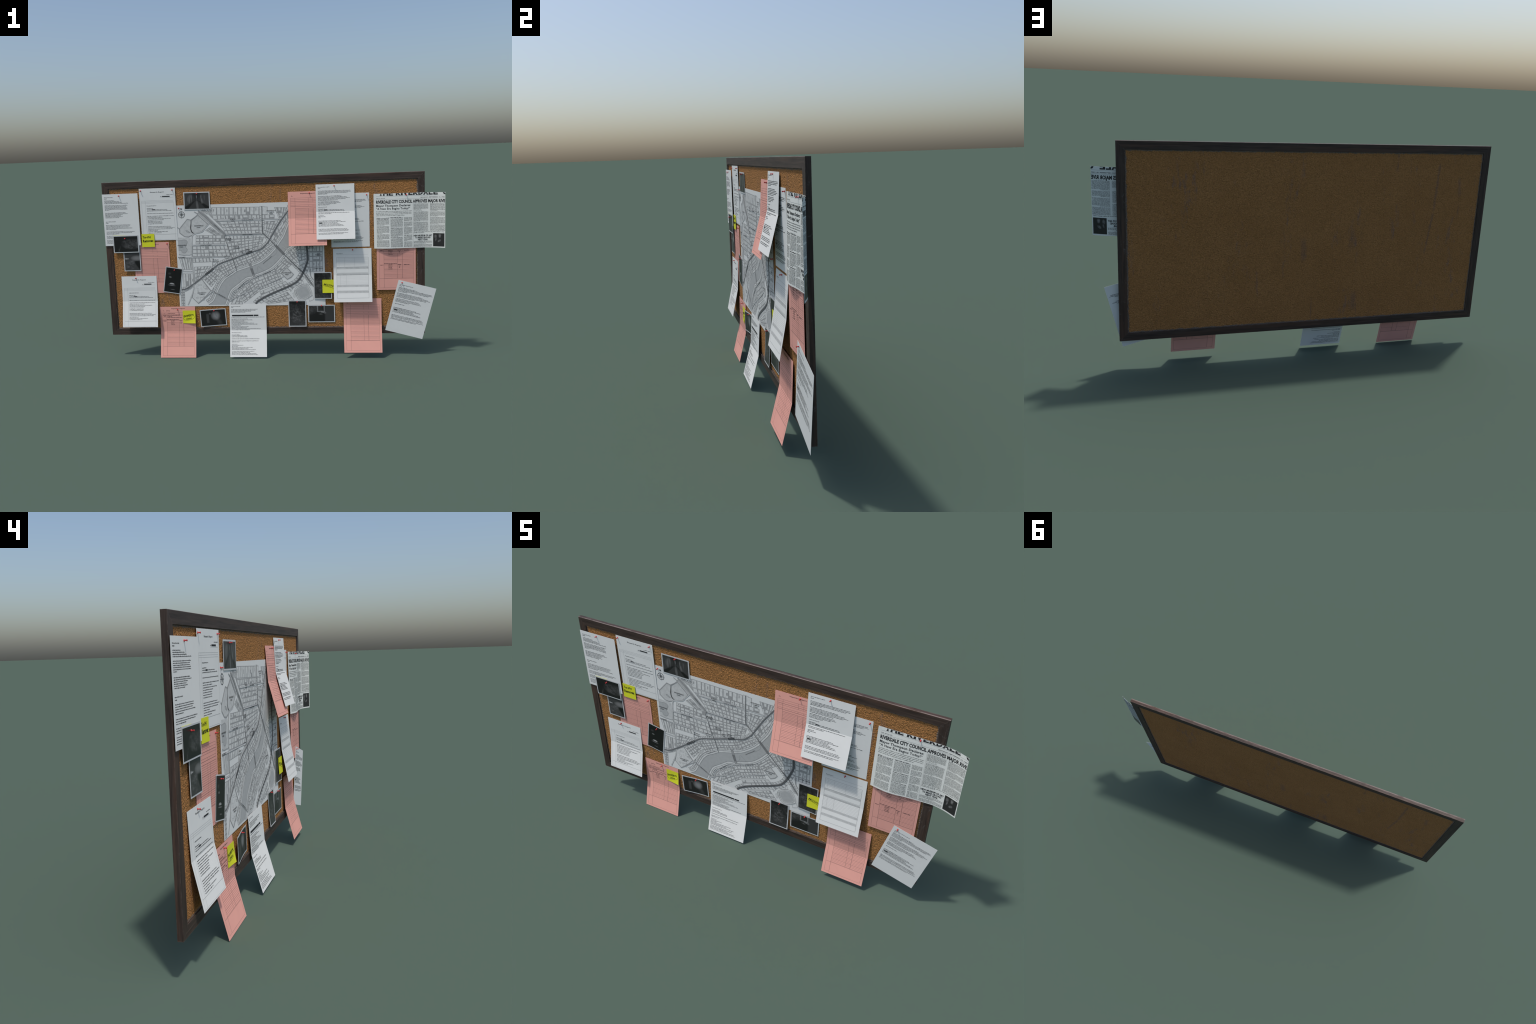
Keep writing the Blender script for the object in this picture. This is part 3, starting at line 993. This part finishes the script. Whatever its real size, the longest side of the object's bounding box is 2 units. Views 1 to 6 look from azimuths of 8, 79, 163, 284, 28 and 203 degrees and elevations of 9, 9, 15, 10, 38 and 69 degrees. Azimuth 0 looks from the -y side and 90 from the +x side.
SOUTH_STREET = [(8, 313), (152, 314), (292, 316)]
GREENFIELD = [(140, 58), (103, 91), (95, 133), (97, 160), (118, 172), (161, 160), (182, 137), (200, 116)]
WEST_PARK = [(97, 89), (76, 84), (26, 140), (26, 165), (54, 187), (78, 190), (110, 176), (94, 148)]
LAKE = [(12, 211), (40, 208), (57, 208), (69, 220), (57, 247), (66, 267), (52, 286), (33, 281), (30, 271), (12, 269)]
POND = [(62, 151), (72, 151), (89, 163), (83, 166), (68, 160)]
CAMPUS = [(145, 448), (196, 519), (163, 556), (115, 597), (80, 561), (98, 482)]
RIVERSIDE = [(660, 387), (698, 428), (685, 445), (661, 458), (625, 421)]
# street grids: four corners, then number of blocks across and down
DISTRICTS = [
    ((242, 19), (545, 25), (543, 68), (240, 61), 13, 1), ((258, 67), (569, 72), (569, 93), (261, 88), 14, 1),
    ((276, 104), (519, 106), (516, 178), (307, 176), 11, 4), ((308, 190), (531, 192), (509, 261), (330, 321), 10, 6),
    ((129, 183), (291, 186), (292, 235), (126, 233), 7, 3), ((105, 248), (303, 249), (319, 311), (102, 308), 9, 3),
    ((15, 318), (88, 320), (92, 388), (31, 387), 5, 1), ((33, 414), (92, 415), (92, 474), (32, 497), 4, 1),
    ((103, 320), (207, 320), (213, 343), (104, 345), 6, 1), ((104, 374), (204, 370), (150, 436), (103, 460), 5, 4),
    ((155, 444), (222, 390), (263, 422), (201, 495), 5, 4), ((231, 383), (339, 338), (354, 393), (274, 438), 6, 4),
    ((347, 335), (462, 295), (486, 349), (370, 389), 7, 4), ((466, 291), (551, 243), (588, 265), (498, 345), 6, 4),
    ((573, 210), (674, 70), (676, 133), (604, 248), 7, 3), ((533, 177), (538, 111), (617, 109), (564, 202), 4, 4),
    ((601, 30), (672, 32), (647, 91), (621, 87), 4, 2), ((371, 529), (467, 457), (495, 523), (399, 596), 5, 5),
    ((472, 453), (606, 403), (630, 469), (501, 517), 8, 4), ((588, 391), (643, 333), (690, 368), (624, 423), 3, 4),
    ((659, 303), (698, 268), (748, 347), (710, 361), 3, 3), ((728, 263), (769, 264), (767, 378), (739, 392), 2, 6),
    ((797, 264), (872, 266), (870, 410), (794, 412), 4, 5), ((502, 529), (642, 473), (667, 497), (512, 561), 7, 2),
    ((526, 592), (655, 537), (691, 585), (548, 606), 6, 3), ((12, 520), (34, 520), (31, 604), (12, 604), 2, 6),
    ((149, 58), (175, 46), (296, 167), (276, 176), 7, 1), ((205, 56), (224, 56), (316, 148), (293, 149), 7, 1),
    ((667, 506), (706, 476), (737, 450), (681, 530), 3, 1), ((185, 154), (216, 136), (272, 179), (233, 182), 4, 2),
    ((316, 604), (358, 549), (381, 561), (386, 604), 3, 3), ((277, 461), (357, 412), (364, 418), (284, 473), 5, 1),
    ((150, 22), (240, 20), (238, 56), (196, 56), 6, 2), ((707, 40), (770, 40), (745, 190), (700, 240), 4, 8), ((790, 40), (872, 40), (872, 255), (790, 255), 4, 9),
]
LABELS = [("GREENFIELD", 144, 124), ("PARK", 143, 134), ("UNIVERSITY", 580, 47), ("CAMPUS", 580, 56), ("PARK", 579, 65), ("PUBLIC", 237, 332),
          ("LIBRARY", 236, 343), ("MUSEUM", 319, 205), ("OF ART", 318, 214), ("CENTRAL", 306, 311), ("PLAZA", 305, 321), ("POLICE", 364, 255),
          ("STATION", 364, 264), ("CITY", 399, 282), ("HALL", 399, 292), ("OPERA", 431, 272), ("HOUSE", 431, 282), ("MAIN STREET", 436, 184),
          ("NORTH AVENUE", 438, 97), ("NORTH STREET", 182, 242), ("S STREET", 30, 312), ("GREENFIELD", 36, 239), ("PARK", 31, 249),
          ("RIVERSIDE", 659, 418), ("AREA", 659, 428), ("UNIVERSITY", 140, 532), ("CAMPUS", 140, 541), ("PUBLIC", 351, 92), ("PARK", 350, 101),
          ("GRAND", 806, 264), ("CENTRAL", 806, 273), ("PARK ST", 849, 315), ("OAK DRIVE", 848, 396)]
SLANTED = [("RIVER ROAD", 320, 420, -0.62), ("RIVER ROAD", 384, 493, -0.72), ("RIVER ROAD", 543, 416, -0.36), ("HIGHWAY", 192, 405, -0.64),
           ("HIGHWAY", 440, 294, -0.34), ("UNION AVE", 252, 135, 0.79), ("EAST STREET", 745, 408, 0.80), ("BRIDGE RD", 262, 553, 0.51)]


def mm(pts):
    return [(a / 1000, b / 1000) for a, b in pts]


def smooth(pts, n=5):
    """Round off a polyline through its control points (Catmull-Rom)."""
    out = []
    P = [Vector(q) for q in pts]
    for i in range(len(P) - 1):
        a, b, c, d = P[max(i - 1, 0)], P[i], P[i + 1], P[min(i + 2, len(P) - 1)]
        for k in range(n):
            t = k / n
            q = 0.5 * ((2 * b) + (c - a) * t + (2 * a - 5 * b + 4 * c - d) * t**2 + (3 * b - a - 3 * c + d) * t**3)
            out.append((q.x, q.y))
    out.append(tuple(P[-1]))
    return out


def offset(pts, d):
    out = []
    for i, q in enumerate(pts):
        a, b = pts[max(i - 1, 0)], pts[min(i + 1, len(pts) - 1)]
        t = Vector((b[0] - a[0], b[1] - a[1])).normalized()
        out.append((q[0] - t.y * d, q[1] + t.x * d))
    return out


def resample(pts, n):
    L = [0]
    for a, b in zip(pts, pts[1:]):
        L.append(L[-1] + math.dist(a, b))
    out, i = [], 0
    for k in range(n):
        d = L[-1] * k / (n - 1)
        while i < len(L) - 2 and L[i + 1] < d:
            i += 1
        t = (d - L[i]) / max(1e-9, L[i + 1] - L[i])
        out.append((pts[i][0] + (pts[i + 1][0] - pts[i][0]) * t, pts[i][1] + (pts[i + 1][1] - pts[i][1]) * t))
    return out


STEP = 0.00009
fabric = Print(city, "map_street_grid", 1, STEP)
blocks = Print(city, "map_city_blocks", 2.2, STEP)


def bil(q, s, t):
    (a, b, c, d) = q
    return tuple((a[k] * (1 - s) + b[k] * s) * (1 - t) + (d[k] * (1 - s) + c[k] * s) * t for k in (0, 1))




def frontage(line, near, far, pitch, level):
    """A row of building plots along one side of a road or bank."""
    a, b = resample(offset(line, near), 400), resample(offset(line, far), 400)
    total = sum(math.dist(p_, q_) for p_, q_ in zip(a, a[1:]))
    n = max(2, int(total / pitch))

    def inside(pt):
        return 0.012 < pt[0] < 0.871 and 0.013 < pt[1] < 0.604
    side = 1 if far > near else -1
    for i in range(n):
        k0, k1 = int(399 * i / n), int(399 * (i + 1) / n)
        quad_ = [a[k0], b[k0], b[k1], a[k1]]
        if not all(inside(pt) for pt in quad_):
            continue
        fabric.poly(quad_ if side > 0 else quad_[::-1], STREET, level)
        s0, s1 = rng.uniform(0.10, 0.22), rng.uniform(0.80, 0.92)
        t0, t1 = rng.uniform(0.12, 0.25), rng.uniform(0.70, 0.90)
        plot = [bil(quad_, s_, t_) for s_, t_ in ((s0, t0), (s1, t0), (s1, t1), (s0, t1))]
        fabric.poly(plot if side > 0 else plot[::-1], MAP_LIGHT, level + 0.45)


_nb, _sb = smooth(mm(NORTH_BANK)), smooth(mm(SOUTH_BANK))
_hw, _rw, _cr = smooth(mm(HIGHWAY)), smooth(mm(RAILWAY)), smooth(mm(CROSSROAD))
for line, near, far, pitch, lv in ((_nb, 0.0195, 0.034, 0.013, -0.50), (_sb, -0.0195, -0.034, 0.015, -0.46), (_sb, -0.034, -0.048, 0.012, -0.54),
                                   (_hw, 0.003, 0.016, 0.011, -0.42), (_hw, -0.003, -0.016, 0.012, -0.38), (_rw, 0.005, 0.022, 0.022, -0.34),
                                   (_rw, -0.006, -0.020, 0.018, -0.30), (_cr, 0.002, 0.014, 0.011, -0.26), (_cr, -0.002, -0.014, 0.012, -0.22)):
    frontage(line, near, far, pitch, lv)

layer = 0.0
for *quad, nx, ny in DISTRICTS:
    q = mm(quad)
    wide = (math.dist(q[0], q[1]) + math.dist(q[3], q[2])) / 2 / nx
    tall = (math.dist(q[0], q[3]) + math.dist(q[1], q[2])) / 2 / ny
    gu, gv = min(0.34, 0.0029 / wide), min(0.34, 0.0026 / tall)
    mid = bil(q, 0.5, 0.5)
    grow = 1.0 + 0.004 / min(wide * nx, tall * ny)
    q = [(mid[0] + (a - mid[0]) * grow, mid[1] + (b - mid[1]) * grow) for a, b in q]
    layer += 0.03
    fabric.poly([q[0], q[3], q[2], q[1]], STREET, layer)
    us = [0.0] + [(i + rng.uniform(-0.16, 0.16)) / nx for i in range(1, nx)] + [1.0]
    vs = [0.0] + [(j + rng.uniform(-0.12, 0.12)) / ny for j in range(1, ny)] + [1.0]
    merged = set()
    for i in range(nx):
        for j in range(ny):
            if (i, j) in merged:
                continue
            k = rng.random()
            wide_block = i + 1 < nx and rng.random() < 0.10
            if wide_block:
                merged.add((i + 1, j))
            s0, s1 = us[i] + gu / nx, us[i + 2 if wide_block else i + 1] - gu / nx
            t0, t1 = vs[j] + gv / ny, vs[j + 1] - gv / ny
            if k < 0.10:
                s1 = s0 + (s1 - s0) * 0.6
            elif k < 0.18:
                t1 = t0 + (t1 - t0) * 0.6
            corner = [bil(q, s, t) for s, t in ((s0, t0), (s0, t1), (s1, t1), (s1, t0))]
            blocks.poly(corner, MAP_LIGHT, layer)
            if rng.random() < 0.45:   # a courtyard or building mark inside the block
                a, b = rng.uniform(0.0, 0.65), rng.uniform(0.0, 0.6)
                c, d = min(1, a + rng.uniform(0.15, 0.5)), min(1, b + rng.uniform(0.15, 0.4))
                blocks.poly([bil(corner, *st) for st in ((a, b), (a, d), (c, d), (c, b))], STREET, layer + 1.1)
fabric.finish("stuff")
blocks.finish("stuff")

parks = Print(city, "map_park", 4.6, STEP)
for shape in (GREENFIELD, WEST_PARK, RIVERSIDE):
    parks.poly(mm(shape)[::-1] if shape is not RIVERSIDE else mm(shape)[::-1], PARK_TONE)
    parks.strip(mm(shape), 0.0052, STREET, 1, closed=True)
parks.poly(mm([(12, 192), (90, 195), (92, 300), (12, 300)])[::-1], PARK_TONE)
parks.poly(mm(CAMPUS)[::-1], MAP_LIGHT)
parks.strip(mm(CAMPUS), 0.0042, STREET, 1, closed=True)
lake = smooth(mm(LAKE), 4)
parks.poly(lake[::-1], WATER, 1)
parks.strip(lake, 0.0034, STREET, 2)
parks.strip(smooth(mm([(12, 294), (40, 300), (60, 299), (78, 300), (92, 295)])), 0.0034, STREET, 2)
parks.poly(mm(POND)[::-1], WATER, 1)
parks.strip(mm(POND), 0.0014, STREET_EDGE, 2, closed=True)
for bx, by, bw, bh in ((118, 478, 26, 10), (150, 490, 24, 14), (112, 505, 12, 20), (160, 505, 18, 8), (128, 560, 28, 20), (105, 560, 12, 10), (150, 552, 10, 8)):
    r0 = [(bx, by), (bx + bw, by + 2), (bx + bw - 3, by + bh), (bx + 2, by + bh - 2)]
    parks.strip(mm(r0), 0.0014, STREET, 1, closed=True)
parks.finish()

river = Print(city, "map_river", 6.8, STEP)
nb, sb = smooth(mm(NORTH_BANK)), smooth(mm(SOUTH_BANK))


n_r, s_r = resample(nb, 80), resample(sb, 80)
for i in range(79):
    river.poly([n_r[i], n_r[i + 1], s_r[i + 1], s_r[i]], WATER)
for bank, side in ((nb, 1), (sb, -1)):
    quay = offset(bank, 0.0052 * side)
    river.strip(quay, 0.0088, MAP_LIGHT, 0)
    river.strip(bank, 0.0019, STREET_EDGE, 2)
    river.strip(offset(bank, 0.0105 * side), 0.0018, STREET_EDGE, 1)
    river.strip(offset(bank, 0.0150 * side), 0.0060, MAP_LIGHT, 0)
    river.strip(offset(bank, 0.0182 * side), 0.0016, STREET_EDGE, 1)
# ferry lines and moorings
river.strip(smooth(mm([(484, 378), (486, 402), (468, 428)])), 0.0009, STREET_EDGE, 1)
river.strip(mm([(488, 374), (523, 404)]), 0.0009, STREET_EDGE, 1)
river.strip(smooth(mm([(596, 268), (606, 290), (585, 315), (560, 322)])), 0.0011, STREET_EDGE, 1)
river.strip(smooth(mm([(520, 362), (540, 345), (560, 330), (572, 318)])), 0.0045, STREET_EDGE, 1)
river.finish()

roads = Print(city, "map_roads", 9.2, STEP)
lift = [0.0]


def road(pts, width, fill, casing=None, edge=0.0012, rounded=True):
    q = smooth(mm(pts)) if rounded else mm(pts)
    lift[0] += 0.07
    if casing:
        roads.strip(q, width + 2 * edge, casing, lift[0])
    roads.strip(q, width, fill, 1.5 + lift[0])


for pts in (NORTH_AVENUE, SECOND_AVENUE, WEST_ROAD, SOUTH_STREET):
    road(pts, 0.0034, MAP_LIGHT, STREET_EDGE, rounded=pts is WEST_ROAD)
road([(96, 400), (30, 398)], 0.0034, MAP_LIGHT, STREET_EDGE)
road([(215, 385), (216, 352), (224, 322)], 0.0036, STREET)
road([(96, 478), (70, 500), (40, 520)], 0.0030, STREET)
road([(145, 448), (196, 519), (215, 500)], 0.0050, STREET)
road([(115, 597), (205, 527)], 0.0048, STREET)
road([(312, 581), (395, 540), (500, 500), (640, 440)], 0.0034, MAP_LIGHT, STREET_EDGE)
road([(312, 581), (345, 520), (420, 470), (470, 440), (560, 402)], 0.0034, MAP_LIGHT, STREET_EDGE)
road([(730, 395), (745, 425), (745, 452)], 0.0040, STREET)
road([(640, 260), (690, 290), (730, 300), (790, 300), (872, 301)], 0.0030, MAP_LIGHT, STREET_EDGE)
road(DIAGONAL, 0.0068, STREET, STREET_EDGE)
road([(140, 58), (200, 116)], 0.0044, STREET)
road([(120, 40), (140, 58), (97, 89)], 0.0044, STREET)
road([(12, 130), (26, 140)], 0.0040, STREET)
road([(767, 434), (808, 492), (840, 520)], 0.0080, STREET, STREET_EDGE)
road([(800, 395), (800, 440), (830, 480)], 0.0060, STREET)
road([(219, 531), (306, 580)], 0.0062, STREET, STREET_EDGE, rounded=False)
road([(440, 356), (452, 396), (465, 441)], 0.0105, STREET, STREET_EDGE, edge=0.0018)
road([(448, 388), (460, 425)], 0.0150, STREET_EDGE, rounded=False)
road(MAIN_STREET, 0.0036, MAP_DARK)
road(CROSSROAD, 0.0040, MAP_DARK)
road([(597, 252), (648, 308)], 0.0150, STREET_EDGE, rounded=False)
road(HIGHWAY, 0.0058, MAP_DARK)
road(RAILWAY, 0.0105, MAP_BLACK)
for d in (-0.0022, 0.0022):
    roads.strip(offset(smooth(mm(RAILWAY)), d), 0.0009, STREET, 3.6)
for cxm, cym in ((210, 522), (312, 581)):
    ring = [(cxm / 1000 + 0.0062 * math.cos(t), cym / 1000 + 0.0062 * math.sin(t)) for t in [k * math.pi / 8 for k in range(16)]]
    roads.poly(ring[::-1], STREET, 3.6)
    roads.poly([(cxm / 1000 + (a - cxm / 1000) * 0.55, cym / 1000 + (b - cym / 1000) * 0.55) for a, b in ring][::-1], MAP_LIGHT, 4)
# highway name plates
for (a, b) in (((168, 422), (218, 385)), ((422, 299), (458, 286))):
    roads.strip(mm([a, b]), 0.0115, MAP_BLACK, 3.8)
    roads.strip(mm([(a[0] + 4, a[1] - 2.5), (b[0] - 4, b[1] + 2.5)]), 0.0040, STREET_EDGE, 4.2)
roads.finish()

stadium = Print(city, "map_stadium", 7, STEP)
sc, sa_ = (0.753, 0.537), math.radians(-24)


def oval(rx, ry, power=3.2):
    out = []
    for k in range(40):
        t = 2 * math.pi * k / 40
        c, s_ = math.cos(t), math.sin(t)
        a = rx * math.copysign(abs(c)**(2 / power), c)
        b = ry * math.copysign(abs(s_)**(2 / power), s_)
        out.append((sc[0] + a * math.cos(sa_) - b * math.sin(sa_), sc[1] + a * math.sin(sa_) + b * math.cos(sa_)))
    return out


stadium.poly(oval(0.0500, 0.0470)[::-1], MAP_LIGHT)
stadium.strip(oval(0.0470, 0.0440), 0.0022, STREET, 1, closed=True)
stadium.strip(oval(0.0405, 0.0375), 0.0016, STREET, 1, closed=True)
stadium.poly(oval(0.0340, 0.0310)[::-1], WATER, 1)
stadium.strip(oval(0.0370, 0.0340), 0.0014, STREET_EDGE, 2, closed=True)
for bx, by, bw, bh in ((722, 485, 20, 9), (744, 472, 10, 14), (770, 480, 16, 10), (782, 560, 26, 22), (700, 525, 8, 30), (690, 540, 7, 24)):
    r0 = [(bx, by + bw * 0.35), (bx + bw, by - bw * 0.1), (bx + bw + bh * 0.3, by + bh), (bx + bh * 0.3, by + bh + bw * 0.4)]
    stadium.strip(mm(r0), 0.0014, STREET, 1, closed=True)
stadium.finish()

lettering = Print(city, "map_lettering", 14.5, STEP)
for txt, a, b in LABELS:
    lettering.text(txt, a / 1000, b / 1000 + 0.0027, 0.0054, MAP_TEXT, width=len(txt) * 0.0056, align="CENTER", bold=0.018)
for txt, a, b, ang in SLANTED:
    lettering.text(txt, a / 1000, b / 1000 + 0.0020, 0.0046, MAP_TEXT, width=len(txt) * 0.0050, align="CENTER", bold=0.015, angle=ang)
lettering.text("N", 0.043, 0.0255, 0.0085, MAP_TEXT, align="CENTER", bold=0.05)
lettering.finish()
compass = Print(city, "map_compass_rose", 4, STEP)
c0 = (0.043, 0.056)
ring = [(c0[0] + 0.0185 * math.cos(k * math.pi / 20), c0[1] + 0.0185 * math.sin(k * math.pi / 20)) for k in range(40)]
compass.strip(ring, 0.0026, MAP_TEXT, closed=True)
for k in range(8):
    a = k * math.pi / 4
    r1, w1 = (0.0245, 0.0062) if k % 2 == 0 else (0.0180, 0.0040)
    tip = (c0[0] + r1 * math.sin(a), c0[1] - r1 * math.cos(a))
    for sgn in (1, -1):
        b = a + sgn * math.pi / 8
        flank = (c0[0] + w1 * math.sin(b), c0[1] - w1 * math.cos(b))
        compass.poly([c0, flank, tip] if sgn < 0 else [c0, tip, flank], MAP_TEXT if sgn > 0 else STREET_EDGE, 1)
compass.finish()

# ---- push pins -------------------------------------------------------------------------------------
red = Mat("red_plastic", 0.35, 0.5)
red.color((0.50, 0.030, 0.034))
steel = Mat("pin_steel", 0.3, 0.5)
steel.color((0.5, 0.5, 0.52))
steel.b.inputs["Metallic"].default_value = 1.0

PROFILE = [(0.0, 0.0), (0.0040, 0.0), (0.0042, 0.0008), (0.0034, 0.0016), (0.0021, 0.0030), (0.0019, 0.0055), (0.0023, 0.0080), (0.0031, 0.0090),
           (0.0032, 0.0100), (0.0028, 0.0108), (0.0, 0.0110)]
SEG = 20
verts, faces, ids = [], [], []
for r, d in PROFILE:
    for k in range(SEG):
        t = 2 * math.pi * k / SEG
        verts.append((r * math.cos(t), -d, r * math.sin(t)))
for i in range(len(PROFILE) - 1):
    for k in range(SEG):
        a, b = i * SEG + k, i * SEG + (k + 1) % SEG
        faces.append((a, b, b + SEG, a + SEG))
        ids.append(0)
n0 = len(verts)
for r, d in ((0.0006, 0.0006), (0.0006, -0.0040), (0.0001, -0.0055)):
    for k in range(8):
        t = 2 * math.pi * k / 8
        verts.append((r * math.cos(t), -d, r * math.sin(t)))
for i in range(2):
    for k in range(8):
        a, b = n0 + i * 8 + k, n0 + i * 8 + (k + 1) % 8
        faces.append((a, a + 8, b + 8, b))
        ids.append(1)
pin_mesh = mesh_of("push_pin", verts, faces, True, None)
pin_mesh.materials.append(red.m)
pin_mesh.materials.append(steel.m)
pin_mesh.polygons.foreach_set("material_index", ids)
bm = bmesh.new()
bm.from_mesh(pin_mesh)
bmesh.ops.remove_doubles(bm, verts=bm.verts, dist=1e-6)
bmesh.ops.recalc_face_normals(bm, faces=bm.faces[:])
bm.to_mesh(pin_mesh)
bm.free()

PINS = [(-0.8953, 0.9936, 0.0112), (-0.7604, 1.0187, 0.0167), (-0.5679, 1.0187, 0.0167), (-0.4207, 0.9915, 0.0180), (-0.5347, 0.9081, 0.0198),
        (-0.8758, 0.7363, 0.0097), (-0.6191, 0.6975, 0.0196), (-0.8273, 0.4895, 0.0183), (-0.5833, 0.5356, 0.0179), (-0.5791, 0.2908, 0.0178),
        (-0.3532, 0.2828, 0.0165), (0.1524, 0.3303, 0.0184), (0.2951, 0.3054, 0.0182), (0.2414, 0.9736, 0.0179), (0.3848, 1.0103, 0.0171),
        (0.5689, 0.9526, 0.0212), (0.7914, 0.9448, 0.0176), (0.7635, 0.4379, 0.0128), (0.4834, 0.6354, 0.0202), (0.3120, 0.6700, 0.0196)]
for x, z, y in PINS:
    ob = bpy.data.objects.new("push_pin", pin_mesh)
    COL.objects.link(ob)
    ob.parent = root
    ob.location = (x, y, z)
    ob.scale = (0.92, 0.95, 0.92)
    ob.rotation_euler = (rng.uniform(-0.06, 0.06), rng.uniform(0, 6.28), rng.uniform(-0.06, 0.06))
